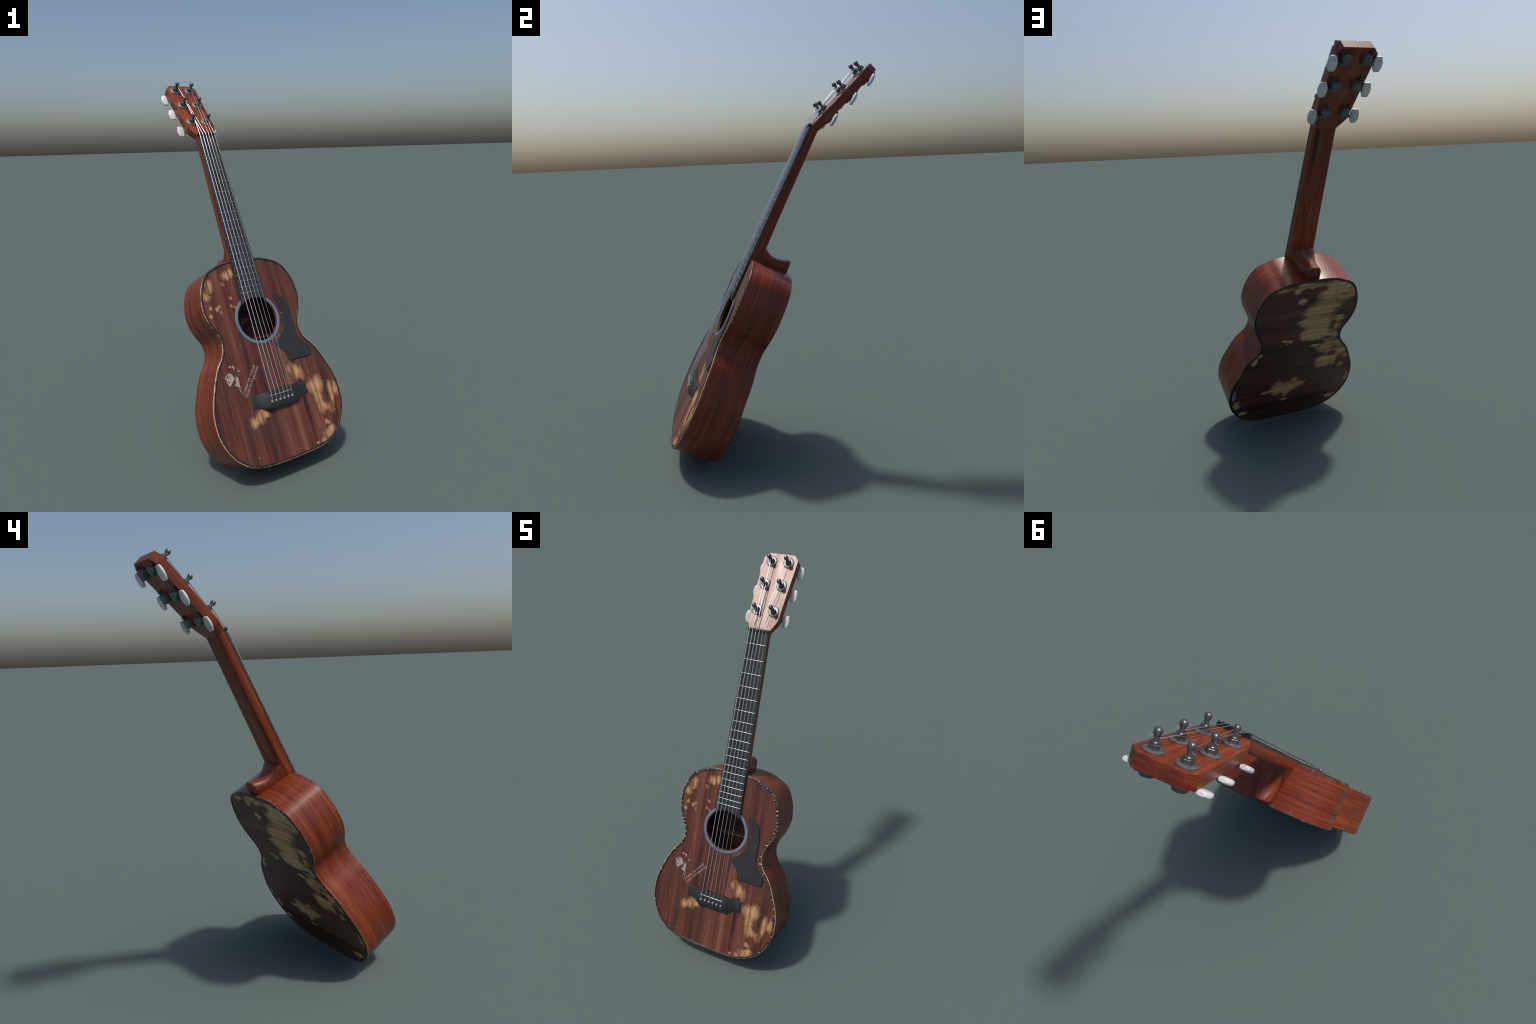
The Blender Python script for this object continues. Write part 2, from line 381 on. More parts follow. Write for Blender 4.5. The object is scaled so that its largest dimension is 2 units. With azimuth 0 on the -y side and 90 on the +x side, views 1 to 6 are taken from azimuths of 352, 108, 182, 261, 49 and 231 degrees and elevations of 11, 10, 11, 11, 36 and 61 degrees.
MAT = dict(
    front=wood_front(), back=wood_back(),
    side=wood_side(band=-0.218, gloss=0.25, dim=0.93),
    neck=wood_neck(),
    head=wood_side("reddish_head_wood", (48.0, 1.6, 48.0), (330, 8, 330), 0.28, 1.0, uneven=0.18, sheen=0.45),
    head_end=wood_side("reddish_end_grain", (90.0, 6.0, 6.0), (420, 30, 30), 0.32, 0.85, rings=(.004, 0, -.16)),
    heel=wood_side("reddish_heel_wood", (95.0, 7.0, 9.0), (420, 20, 20), 0.30, 0.80),
    inner=plain("dark_inner_wood", (.130, .044, .022), 0.55, grain=0.4, scale=(4, 40, 4)),
    rimwood=plain("hole_edge_wood", (.120, .046, .026), 0.5, grain=0.3),
    black=plain("black_binding", (.010, .0125, .014), 0.30, grain=0.4, scale=(50, 50, 50), bump=0.3),
    nick=plain("glossy_binding", (.024, .024, .025), 0.34, grain=0.6, scale=(240, 240, 240), bump=0.4, spec=0.8),  # for the raised wedges that make the binding's glints
    pin=plain("bridge_pin_metal", (.34, .34, .34), 0.40, 0.45, grain=0.3, scale=(200, 200, 200)),
    rim=bare_rim("bare_edge_wood", 0.44),
    rim_dark=bare_rim("stained_edge_wood", 0.62),
    blue=plain("blue_grey_inlay", (.098, .138, .198), 0.48, grain=0.16, scale=(12, 12, 12), spec=0.9),  # base greyed and lightened to carry the sun's sheen on the rosette
    guard=plain("dark_grey_plastic", (.018, .0190, .0205), 0.46, grain=0.16, scale=(14, 14, 14)),
    bridge=plain("charcoal_bridge_wood", (.0165, .0185, .0192), 0.50, grain=0.15, scale=(6, 60, 20)),
    board=plain("dark_fingerboard_wood", (.024, .025, .025), 0.42, grain=0.45, scale=(130, 4, 60), bump=0.08),
    nut=plain("black_nut", (.009, .010, .011), 0.35, grain=0.3),
    steel=plain("bright_string_steel", (.62, .64, .67), 0.30, 0.92, grain=0.12, scale=(40, 400, 40)),
    fret=plain("fret_steel", (.40, .40, .41), 0.34, 0.9, grain=0.3, scale=(160, 40, 40)),
    saddle=plain("steel_saddle", (.40, .42, .45), 0.35, 0.8, grain=0.45, scale=(45, 20, 20)),
    chrome=plain("smoky_chrome", (.150, .152, .160), 0.27, 0.75, grain=0.15, scale=(60, 60, 60)),
    washer=plain("dull_grey_metal", (.205, .210, .205), 0.44, 0.75, grain=0.25, scale=(70, 70, 70), bump=0.1),
    gear=plain("dark_gear_metal", (.120, .132, .135), 0.42, 0.45, grain=0.25, scale=(60, 60, 60), bump=0.1),
    pearl=plain("pale_pearl_plastic", (.64, .65, .64), 0.34, grain=0.10, scale=(30, 30, 30)),
    pearl_worn=plain("worn_pearl_plastic", (.50, .51, .51), 0.45, grain=0.25, scale=(110, 110, 110), bump=0.4,
                     other=(.68, .69, .68)),
    dot=plain("dusky_pearl_dot", (.050, .058, .075), 0.22, grain=0.35, scale=(200, 200, 200), bump=0.5),
    paint=plain("chalky_paint", (.250, .175, .165), 0.6, grain=0.10, scale=(150, 120, 110), other=(.42, .36, .35)),
    stain=plain("wood_coloured_paint", (.085, .027, .020), 0.5, grain=0.2),
    label=label_paper(),
    gold=plain("gold_print", (.26, .18, .055), 0.5, grain=0.2),
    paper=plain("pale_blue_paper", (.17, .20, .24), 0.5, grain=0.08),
)

# ------------------------------------------------------------------ object helpers
def mesh_object(name, bm, mat, parent, frame=None, sharp=35):
    me = bpy.data.meshes.new(name)
    bm.normal_update()
    bm.to_mesh(me)
    bm.free()
    return mesh_from(name, me, mat, parent, frame, sharp)


def mesh_from(name, me, mat, parent, frame=None, sharp=35):
    if sharp is not None:
        for p in me.polygons:
            p.use_smooth = True
        me.set_sharp_from_angle(angle=radians(sharp))
    for m in (mat if isinstance(mat, (list, tuple)) else [mat]):
        if len(me.materials) < (len(mat) if isinstance(mat, (list, tuple)) else 1):
            me.materials.append(m)
    ob = bpy.data.objects.new(name, me)
    bpy.context.scene.collection.objects.link(ob)
    place(ob, parent, frame)
    return ob


WORLD = {}

def place(ob, parent, frame=None):
    """Parent `ob`, giving it a frame inside the guitar's own frame."""
    world = GUITAR_FRAME @ (frame or Matrix.Identity(4))
    ob.parent = parent
    ob.matrix_parent_inverse = Matrix.Identity(4)
    ob.matrix_basis = WORLD[parent.name].inverted() @ world
    WORLD[ob.name] = world


def modifier_bevel(ob, width, segments=2, angle=40):
    m = ob.modifiers.new("rounded_edges", 'BEVEL')
    m.width = width
    m.segments = segments
    m.limit_method = 'ANGLE'
    m.angle_limit = radians(angle)
    m.harden_normals = False
    return m


def apply_modifiers(ob):
    w = ob.modifiers.new('flat_faces', 'WEIGHTED_NORMAL')
    w.weight = 100
    w.keep_sharp = False
    dg = bpy.context.evaluated_depsgraph_get()
    dg.update()
    me = bpy.data.meshes.new_from_object(ob.evaluated_get(dg))
    old = ob.data
    ob.modifiers.clear()
    ob.data = me
    bpy.data.meshes.remove(old)


def catmull(points, per=8, closed=True, corners=()):
    """Smooth curve through 2D control points; indices in `corners` stay sharp."""
    n = len(points)
    out = []
    for i in range(n if closed else n - 1):
        a, b = points[i], points[(i + 1) % n]
        p0 = points[(i - 1) % n] if (closed or i) else a
        p3 = points[(i + 2) % n] if (closed or i + 2 < n) else b
        if i in corners:
            p0 = a
        if (i + 1) % n in corners:
            p3 = b
        chord = sqrt((b[0] - a[0]) ** 2 + (b[1] - a[1]) ** 2) + 1e-9

        def tangent(p, q, r):
            l1 = sqrt((q[0] - p[0]) ** 2 + (q[1] - p[1]) ** 2)
            l2 = sqrt((r[0] - q[0]) ** 2 + (r[1] - q[1]) ** 2)
            s = chord / (l1 + l2 + 1e-9)
            return ((r[0] - p[0]) * s, (r[1] - p[1]) * s)
        ta, tb = tangent(p0, a, b), tangent(a, b, p3)
        for k in range(per):
            t = k / per
            h1, h2 = 2 * t ** 3 - 3 * t ** 2 + 1, t ** 3 - 2 * t ** 2 + t
            h3, h4 = -2 * t ** 3 + 3 * t ** 2, t ** 3 - t ** 2
            out.append(tuple(h1 * a[j] + h2 * ta[j] + h3 * b[j] + h4 * tb[j] for j in (0, 1)))
    if not closed:
        out.append(tuple(points[-1]))
    return out


def offset_loop(loop, d):
    """Move a closed counter-clockwise 2D loop inwards by d."""
    n = len(loop)
    res = []
    for i in range(n):
        ax, ay = loop[i - 1]
        bx, by = loop[(i + 1) % n]
        tx, ty = bx - ax, by - ay
        l = sqrt(tx * tx + ty * ty) + 1e-12
        res.append((loop[i][0] - ty / l * d, loop[i][1] + tx / l * d))
    return res


def strip(bm, rings, closed=True, mat=0):
    """Quads between successive rings of BMVerts."""
    for r0, r1 in zip(rings, rings[1:]):
        m = len(r0)
        for i in range(m if closed else m - 1):
            f = bm.faces.new((r0[i], r0[(i + 1) % m], r1[(i + 1) % m], r1[i]))
            f.material_index = mat


def ring_verts(bm, loop, z):
    return [bm.verts.new((x, y, z(x, y) if callable(z) else z)) for x, y in loop]


def circle(r, n, cx=0.0, cy=0.0):
    return [(cx + r * cos(2 * pi * i / n), cy + r * sin(2 * pi * i / n)) for i in range(n)]


def lathe(profile, segs=32, mats=None):
    """Solid of revolution round z; profile is a list of (radius, z)."""
    bm = bmesh.new()
    rings = []
    for r, z in profile:
        if r < 1e-6:
            rings.append([bm.verts.new((0, 0, z))])
        else:
            rings.append([bm.verts.new((r * cos(2 * pi * i / segs), r * sin(2 * pi * i / segs), z)) for i in range(segs)])
    for a, b in zip(rings, rings[1:]):
        for i in range(segs):
            j = (i + 1) % segs
            vs = [a[i % len(a)], a[j % len(a)], b[j % len(b)], b[i % len(b)]]
            uniq = []
            for v in vs:
                if v not in uniq:
                    uniq.append(v)
            if len(uniq) > 2:
                bm.faces.new(uniq)
    bmesh.ops.recalc_face_normals(bm, faces=bm.faces)
    return bm


def prism(loop, z0, z1, bm=None):
    """Closed prism over a 2D loop."""
    bm = bm or bmesh.new()
    lo = [bm.verts.new((x, y, z0)) for x, y in loop]
    hi = [bm.verts.new((x, y, z1)) for x, y in loop]
    new = [bm.faces.new(lo[::-1]), bm.faces.new(hi)]
    n = len(loop)
    for i in range(n):
        new.append(bm.faces.new((lo[i], lo[(i + 1) % n], hi[(i + 1) % n], hi[i])))
    bmesh.ops.recalc_face_normals(bm, faces=new)
    return bm


def box(bm, x0, x1, y0, y1, z0, z1):
    return prism([(x0, y0), (x1, y0), (x1, y1), (x0, y1)], z0, z1, bm)


def tube(bm, pts, radius, segs=10, cap=True):
    """Round bar through 3D points; radius may be one number or one per point."""
    pts = [Vector(p) for p in pts]
    rings = []
    up = Vector((0, 0, 1))
    for i, p in enumerate(pts):
        d = (pts[min(i + 1, len(pts) - 1)] - pts[max(i - 1, 0)]).normalized()
        u = d.cross(up)
        if u.length < 1e-3:
            u = d.cross(Vector((1, 0, 0)))
        u.normalize()
        w = d.cross(u)
        r = radius[i] if isinstance(radius, (list, tuple)) else radius
        rings.append([bm.verts.new(p + (u * cos(2 * pi * k / segs) + w * sin(2 * pi * k / segs)) * r) for k in range(segs)])
    strip(bm, rings)
    if cap:
        bm.faces.new(rings[0][::-1])
        bm.faces.new(rings[-1])
    bmesh.ops.recalc_face_normals(bm, faces=bm.faces)


def loft(sections, cap=True):
    """Skin closed 3D sections that all have the same number of points."""
    bm = bmesh.new()
    rings = [[bm.verts.new(p) for p in s] for s in sections]
    strip(bm, rings)
    if cap:
        bm.faces.new(rings[0][::-1])
        bm.faces.new(rings[-1])
    bmesh.ops.recalc_face_normals(bm, faces=bm.faces)
    return bm


# ------------------------------------------------------------------ the guitar
guitar = bpy.data.objects.new("acoustic_guitar", None)
guitar.empty_display_size = 0.2
bpy.context.scene.collection.objects.link(guitar)
guitar.location = (0.054, -0.308, 0.0)
guitar["label"] = "worn reddish wooden acoustic guitar leaning back, scuffed edges"
guitar["category"] = "acoustic guitar"
WORLD[guitar.name] = Matrix.Translation(guitar.location)

# ---- body ------------------------------------------------------------------

HALF_OUTLINE = [  # (half width, y) from the neck end round to the tail
    (0, .330), (.075, .330), (.140, .3215), (.176, .307), (.209, .294), (.237, .274), (.257, .248), (.270, .222),
    (.281, .195), (.288, .168), (.2935, .135), (.296, .098), (.289, .055), (.272, .006), (.256, -.024), (.2435, -.052),
    (.239, -.083), (.245, -.120), (.260, -.150), (.299, -.199), (.325, -.248), (.348, -.302), (.368, -.357),
    (.379, -.407), (.3815, -.455), (.377, -.512), (.357, -.572), (.322, -.628), (.287, -.661), (.255, -.682),
    (.200, -.7005), (.140, -.7085), (.065, -.712), (0, -.7125)]
right = HALF_OUTLINE
left = [(-x, y) for x, y in HALF_OUTLINE[-2:0:-1]]
OUTLINE = [(x - .0022 * math.exp(-((y + .14) / .06) ** 2), y) for x, y in catmull(right + left, 7)][::-1]          # counter-clockwise
BACK_Z = lambda x, y: -0.2215 + 0.0022 * y        # plane of the back plate
HOLE_R = 0.1134
HOLE_AT = (.0026, .0020)                          # hole and rosette against the body's axis
FITTING_FRAME = BODY_FRAME @ Matrix.Translation((.0024, .0015, 0))

# soundboard: plate with the sound hole, and the wall of the hole
bm = bmesh.new()
inner = offset_loop(OUTLINE, 0.0125)
outer_v = ring_verts(bm, inner, 0.0)
hole_v = ring_verts(bm, circle(HOLE_R, 72, *HOLE_AT), 0.0)
edges = []
for ring in (outer_v, hole_v):
    for i in range(len(ring)):
        edges.append(bm.edges.new((ring[i], ring[(i + 1) % len(ring)])))
bmesh.ops.triangle_fill(bm, edges=edges, use_beauty=True)
for f in bm.faces:
    f.normal_update()
    if f.normal.z < 0:
        f.normal_flip()
wall = ring_verts(bm, circle(HOLE_R - 0.0004, 72, *HOLE_AT), -0.014)
strip(bm, [hole_v, wall], mat=1)
under_o = ring_verts(bm, inner, -0.014)
strip(bm, [under_o, outer_v], mat=1)
low = []
for ring in (under_o, wall):
    for i in range(len(ring)):
        e = bm.edges.get((ring[i], ring[(i + 1) % len(ring)]))
        low.append(e)
made = bmesh.ops.triangle_fill(bm, edges=low, use_beauty=True)["geom"]
for f in made:
    if isinstance(f, bmesh.types.BMFace):
        f.material_index = 1
mesh_object("soundboard", bm, [MAT["front"], MAT["rimwood"]], guitar, BODY_FRAME, sharp=30)

# ribs: the bent side, 5 mm thick
bm = bmesh.new()
o0 = ring_verts(bm, OUTLINE, -0.0030)
o1 = ring_verts(bm, OUTLINE, lambda x, y: BACK_Z(x, y) * 0.5)
o2 = ring_verts(bm, OUTLINE, lambda x, y: BACK_Z(x, y) + 0.0030)
ins = offset_loop(OUTLINE, 0.006)
i2 = ring_verts(bm, ins, lambda x, y: BACK_Z(x, y) + 0.0030)
i0 = ring_verts(bm, ins, -0.0050)
strip(bm, [o0, o1, o2, i2, i0, o0])
bmesh.ops.recalc_face_normals(bm, faces=bm.faces)
mesh_object("side_ribs", bm, MAT["side"], guitar, BODY_FRAME, sharp=40)

# bare wooden corner between side and binding, front and back
CHEW = [rng.uniform(-1.1, 1.1) * (1.4 if rng.random() < .2 else .7) for _ in OUTLINE]

def edging(name, section, zfun, mat, sharp=50, ragged=()):
    """Ring swept round the outline; section lists (inset, height)."""
    bm = bmesh.new()
    rings = []
    for k, (d, h) in enumerate(section):
        loop = offset_loop(OUTLINE, d)
        if k in ragged:        # chewed edge
            inner = offset_loop(OUTLINE, d + .001)
            loop = [tuple(a + (b - a) * e for a, b in zip(p, q)) for p, q, e in zip(loop, inner, CHEW)]
        rings.append(ring_verts(bm, loop, (lambda x, y, h=h: zfun(x, y) + h)))
    strip(bm, rings + [rings[0]])
    bmesh.ops.recalc_face_normals(bm, faces=bm.faces)
    return mesh_object(name, bm, mat, guitar, BODY_FRAME, sharp=sharp)

flat = lambda x, y: 0.0
edging("worn_rim", [(.0003, -.0042), (-.0001, -.0026), (.0008, -.0014), (.0034, .0006), (.0052, .0011), (.0052, -.0070), (.0012, -.0070)], flat, MAT["rim"], 50, (3, 4, 5))
edging("binding", [(.0050, -.004), (.0050, .0012), (.0062, .0024), (.0118, .0024), (.0130, .0010), (.0130, -.004)], flat, MAT["black"], 60, (0, 1, 2))
edging("worn_rim", [(.0002, .0030), (-.0002, .0022), (.0016, -.0004), (.0026, -.0008), (.0026, .0050), (.0012, .0050)], BACK_Z, MAT["rim_dark"])
edging("binding", [(.0024, .004), (.0024, -.0008), (.0034, -.0016), (.0110, -.0016), (.0122, -.0006), (.0122, .004)], BACK_Z, MAT["black"], 60)

# sun glints on the front binding, modelled as unevenly spaced wedges
bm = bmesh.new()
mid = offset_loop(OUTLINE, 0.0088)
walk, gap = 0.0, 0.012
for i in range(len(mid)):
    a, b = Vector(mid[i]), Vector(mid[(i + 1) % len(mid)])
    walk += (b - a).length
    if walk > gap:
        walk, t = 0.0, (b - a).normalized()
        upper = a.y > -.1
        gap = rng.uniform(.008, .026) if upper else rng.uniform(.016, .042)
        if abs(a.x) < .08 and a.y > 0:
            continue
        nrm = Vector((-t.y, t.x))
        half, wide = rng.uniform(.0030, .0043), rng.uniform(.0012, .0028)
        slant = rng.uniform(-.0025, .0025)
        q = [a - nrm * half - t * (wide + slant), a - nrm * half + t * (wide - slant),
             a + nrm * half + t * (wide + slant), a + nrm * half - t * (wide - slant)]
        crest = max(v.y for v in q)
        pitch = rng.uniform(.48, .66)                # top face tilted to the head so it flashes in the sun
        lo = [bm.verts.new((v.x, v.y, .0012)) for v in q]
        hi = [bm.verts.new((v.x, v.y, .0025 + pitch * min(crest - v.y, .0048))) for v in q]
        bm.faces.new(hi)
        for k in range(4):
            bm.faces.new((lo[k], lo[(k + 1) % 4], hi[(k + 1) % 4], hi[k]))
bmesh.ops.recalc_face_normals(bm, faces=bm.faces)
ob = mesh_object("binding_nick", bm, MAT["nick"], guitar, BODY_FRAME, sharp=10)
ob["kind"] = "stuff"

# back plate
bm = bmesh.new()
bin_ = offset_loop(OUTLINE, 0.0115)
b0 = ring_verts(bm, bin_, BACK_Z)
b1 = ring_verts(bm, bin_, lambda x, y: BACK_Z(x, y) + 0.006)
for ring, m in ((b0, 0), (b1, 1)):
    es = [bm.edges.new((ring[i], ring[(i + 1) % len(ring)])) for i in range(len(ring))]
    for f in bmesh.ops.triangle_fill(bm, edges=es, use_beauty=True)["geom"]:
        if isinstance(f, bmesh.types.BMFace):
            f.material_index = m
strip(bm, [b0, b1], mat=1)
bmesh.ops.recalc_face_normals(bm, faces=bm.faces)
mesh_object("back_plate", bm, [MAT["back"], MAT["inner"]], guitar, BODY_FRAME, sharp=30)

# pale blue-grey patch at the edge of the back
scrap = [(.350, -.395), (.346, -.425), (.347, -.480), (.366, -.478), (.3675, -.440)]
bm = bmesh.new()
for i, h in enumerate((-.0006, .0004)):
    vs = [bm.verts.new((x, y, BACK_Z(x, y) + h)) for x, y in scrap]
    bm.faces.new(vs)
    if i == 0:
        first = vs
    else:
        strip(bm, [first, vs])
bmesh.ops.recalc_face_normals(bm, faces=bm.faces)
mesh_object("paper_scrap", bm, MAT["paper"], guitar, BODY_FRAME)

# inside: a brace across the back, and the round label
bm = bmesh.new()
box(bm, -.235, .235, -.086, -.074, BACK_Z(0, -.08) + .0055, BACK_Z(0, -.08) + .020)
mesh_object("back_brace", bm, plain("pale_brace_wood", (.30, .20, .15), 0.5, grain=.2), guitar, BODY_FRAME)
LABEL = BODY_FRAME @ Matrix.Translation((.008, .030, BACK_Z(0, .03) + .0062))
label = mesh_object("label", lathe([(0, .0010), (.088, .0010), (.0885, .0006), (.0885, 0), (0, 0)], 64), MAT["label"], guitar, LABEL)


def lettering(name, body, size, width, frame, mat, parent, shear=0.0, weight=0.0, depth=0.0004):
    """Thin raised lettering, fitted to a given line width."""
    cu = bpy.data.curves.new(name, 'FONT')
    cu.body = body
    cu.size = size
    cu.shear = shear
    cu.offset = weight
    cu.extrude = depth
    cu.resolution_u = 4
    tmp = bpy.data.objects.new(name, cu)
    bpy.context.scene.collection.objects.link(tmp)
    dg = bpy.context.evaluated_depsgraph_get()
    me = bpy.data.meshes.new_from_object(tmp.evaluated_get(dg))
    bpy.data.objects.remove(tmp)
    bpy.data.curves.remove(cu)
    xs = [v.co.x for v in me.vertices]
    if xs and width:
        k = width / (max(xs) - min(xs))
        x0 = min(xs)
        for v in me.vertices:
            v.co.x = (v.co.x - x0) * k
    me.materials.clear()
    return mesh_from(name, me, mat, parent, frame, sharp=None)


lettering("label_print", "pg", .058, .058, LABEL @ Matrix.Translation((.008, -.012, .0012)), MAT["gold"], label, shear=.35, weight=.0008)
bm = bmesh.new()
for i in range(3):
    box(bm, .046, .064, -.006 + i * .007, -.0045 + i * .007, .0008, .0015)
for i in range(26):         # the ring of small print
    a = -2.5 + i * .075
    r0, r1 = .064, .064 + rng.uniform(.004, .008)
    c, s, w = cos(a), sin(a), .0009
    prism([(r0 * c - w * s, r0 * s + w * c), (r0 * c + w * s, r0 * s - w * c), (r1 * c + w * s, r1 * s - w * c), (r1 * c - w * s, r1 * s + w * c)], .0008, .0015, bm)
ob = mesh_object("label_ornament", bm, MAT["gold"], label, LABEL)
ob["kind"] = "stuff"

# rosette: blue-grey band between two thin dark lines
def flat_ring(name, r0, r1, h, mat):
    return mesh_object(name, lathe([(r0, -.001), (r0, h * .7), (r0 + .0005, h), (r1 - .0005, h), (r1, h * .7), (r1, -.001), (r0, -.001)], 96), mat, guitar, FITTING_FRAME, sharp=50)

flat_ring("rosette", .1160, .1325, .0012, MAT["blue"])
flat_ring("rosette_line", .1326, .1348, .0008, MAT["black"])
flat_ring("rosette_line", .1136, .1159, .0008, MAT["black"])

# pickguard
GUARD = [(.1275, .113), (.140, .1145), (.160, .1045), (.187, .073), (.2005, .030), (.204, -.020), (.2055, -.070), (.2085, -.128), (.228, -.168),
         (.258, -.195), (.2645, -.203), (.2655, -.222), (.261, -.243), (.256, -.2485), (.190, -.2510), (.1195, -.2500), (.109, -.211), (.090, -.181), (.074, -.168),
         (.0665, -.157), (.068, -.142), (.090, -.123), (.121, -.094), (.145, -.046), (.1535, .018), (.145, .060), (.129, .095)]
loop = catmull(GUARD, 6, corners=(15,))[::-1]
ob = mesh_object("pickguard", prism(loop, .0002, .0056), MAT["guard"], guitar, FITTING_FRAME)
modifier_bevel(ob, .0020, 3, 50)
apply_modifiers(ob)

# ---- bridge ----------------------------------------------------------------
def bridge_half_depth(x):
    """y of the lower edge: the belly swings down in the middle."""
    a = abs(x)
    t = min(1, max(0, (a - .078) / (.138 - .078)))
    t = t * t * (3 - 2 * t)
    return -.4590 + t * .0245

def bridge_height(x):
    t = min(1, max(0, (abs(x) - .070) / (.140 - .070)))
    t = t * t * (3 - 2 * t)
    return .0245 * (1 - t) + .0055 * t

sections = []
NX = 56
for i in range(NX + 1):
    x = -.1675 + .333 * i / NX
    top, bot, h, b = -.3690, bridge_half_depth(x), bridge_height(x), .0030
    end = min(1, min(i, NX - i) / 1.0)
    hb = h - (.002 if end == 0 else 0)
    sections.append([(x + .001, top, -.0005), (x + .001, top, hb - b), (x + .001, top - b * .4, hb - b * .3), (x + .001, top - b * 1.4, hb),
                     (x + .001, (top + bot) / 2, hb), (x + .001, bot + .020, hb), (x + .001, bot + b * 1.6, hb * .80), (x + .001, bot + b * .4, hb * .66),
                     (x + .001, bot, hb * .52), (x + .001, bot, -.0005)])
bridge = mesh_object("bridge", loft(sections), MAT["bridge"], guitar, FITTING_FRAME, sharp=38)

STRING_R = [.0024, .0021, .0018, .0014, .0011, .0009]
SADDLE_X = [-.0625 + .1225 * i / 5 for i in range(6)]
PIN_X = [-.0635 + .1240 * i / 5 for i in range(6)]
NUT_X = [-.0465 + .0930 * i / 5 for i in range(6)]
bm = bmesh.new()
box(bm, -.0700, .0665, -.3935, -.3885, .020, .0296)
ob = mesh_object("saddle", bm, MAT["saddle"], bridge, BODY_FRAME)
modifier_bevel(ob, .0014, 2)
apply_modifiers(ob)

pin = lathe([(0, .0010), (.0021, .0010), (.0024, .0042), (.0034, .0056), (.0052, .0052), (.0066, .0032), (.0068, .0010), (.0056, -.0010), (.0056, -.004), (0, -.004)], 20)
pin_me = None
for x in PIN_X:
    fr = BODY_FRAME @ Matrix.Translation((x, -.4195, bridge_height(0) + .0008))
    if pin_me is None:
        ob = mesh_object("bridge_pin", pin, MAT["pin"], bridge, fr, sharp=60)
        pin_me = ob.data
    else:
        ob = bpy.data.objects.new("bridge_pin", pin_me)
        bpy.context.scene.collection.objects.link(ob)
        place(ob, bridge, fr)

# ---- neck, heel and head ---------------------------------------------------
HEAD_ANGLE = radians(18.0)
NUT_Y, NUT_Z = 1.075, .0180
S_DIR = Vector((0, cos(HEAD_ANGLE), -sin(HEAD_ANGLE)))      # along the head
N_DIR = Vector((0, sin(HEAD_ANGLE), cos(HEAD_ANGLE)))       # out of the head's face
HEAD_THICK = .0438
HEAD_FRAME = Matrix(((1, 0, 0, 0), (0, S_DIR.y, N_DIR.y, NUT_Y), (0, S_DIR.z, N_DIR.z, NUT_Z), (0, 0, 0, 1)))
board_half = lambda y: .0565 + (1.070 - y) * .0170          # fingerboard half width

def neck_section(y, half, front, back, slant=0.0):
    """Flat-backed neck section with rounded shoulders; slant shears the cut along y."""
    prof = [(1.0, 0.0), (1.0, .30), (.995, .52), (.965, .72), (.905, .89), (.80, .985), (.62, 1.0), (.30, 1.0)]
    pts = []
    for sx in (1, -1):
        side = []
        for fx, t in prof:
            z = front + (back - front) * t
            side.append(Vector((sx * fx * half, y - slant * t, z)))
        pts += side if sx == 1 else side[::-1]
    return pts

neck_secs = []
for y, fz, bz in ((.3180, .0150, -.0430), (.3600, .0150, -.0430), (.4095, .0150, -.0405), (.4900, .0152, -.0380), (.5720, .0155, -.0345), (.7200, .0162, -.0310),
                  (.8900, .0170, -.0275), (1.0000, .0176, -.0245), (1.0400, .0178, -.0236)):
    neck_secs.append(neck_section(y, board_half(y) - .0008, fz, bz))
end = neck_section(NUT_Y, .0570, NUT_Z, NUT_Z - HEAD_THICK * cos(HEAD_ANGLE), HEAD_THICK * sin(HEAD_ANGLE))
neck_secs.append(end)
neck = mesh_object("neck", loft(neck_secs), MAT["neck"], guitar, sharp=32)

# heel: a curved foot that narrows along the body's end towards the back
sections = []
HEEL = [  # depth z, half width, top y, shoulder drop
    (-.0300, .0640, .4080, .010), (-.0410, .0635, .4090, .016), (-.0540, .0615, .4040, .022), (-.0680, .0592, .3935, .025), (-.0810, .0574, .3865, .026),
    (-.0970, .0552, .3820, .026), (-.1180, .0520, .3805, .026), (-.1360, .0494, .3830, .026), (-.1540, .0466, .3880, .027), (-.1720, .0434, .3945, .029),
    (-.1860, .0402, .4000, .031), (-.1930, .0376, .4010, .031), (-.1965, .0340, .3985, .030)]
for z, hw, ty, drop in HEEL:
    k = min(1, max(0, (-z - .04) / .14))         # the flat top turns into a ridge at the tip
    prof = [(1.0, .318), (1.0, ty - drop * 1.45), (.985, ty - drop * (.95 + .05 * k)), (.88, ty - drop * (.48 + .14 * k)), (.70, ty - drop * (.12 + .20 * k)), (.42, ty - drop * .10 * k), (.0, ty)]
    pts = [(fx * hw, y, z) for fx, y in prof] + [(-fx * hw, y, z) for fx, y in prof[-2::-1]]
    sections.append([Vector(p) for p in pts])
ob = mesh_object("heel", loft(sections), MAT["heel"], guitar, sharp=38)

# head: outline in its own plane (x, distance from the nut)
def head_section(s, half, back_half):
    prof = [(half, 0.0), (half, .30), (half, .52), (half, .72), (back_half + (half - back_half) * .4, .89), (back_half, 1.0),
            (back_half * .68, 1.0), (back_half * .34, 1.0)]
    pts = []
    for sx in (1, -1):
        side = [Vector((sx * x, s, -t * HEAD_THICK)) for x, t in prof]
        pts += side if sx == 1 else side[::-1]
    return pts

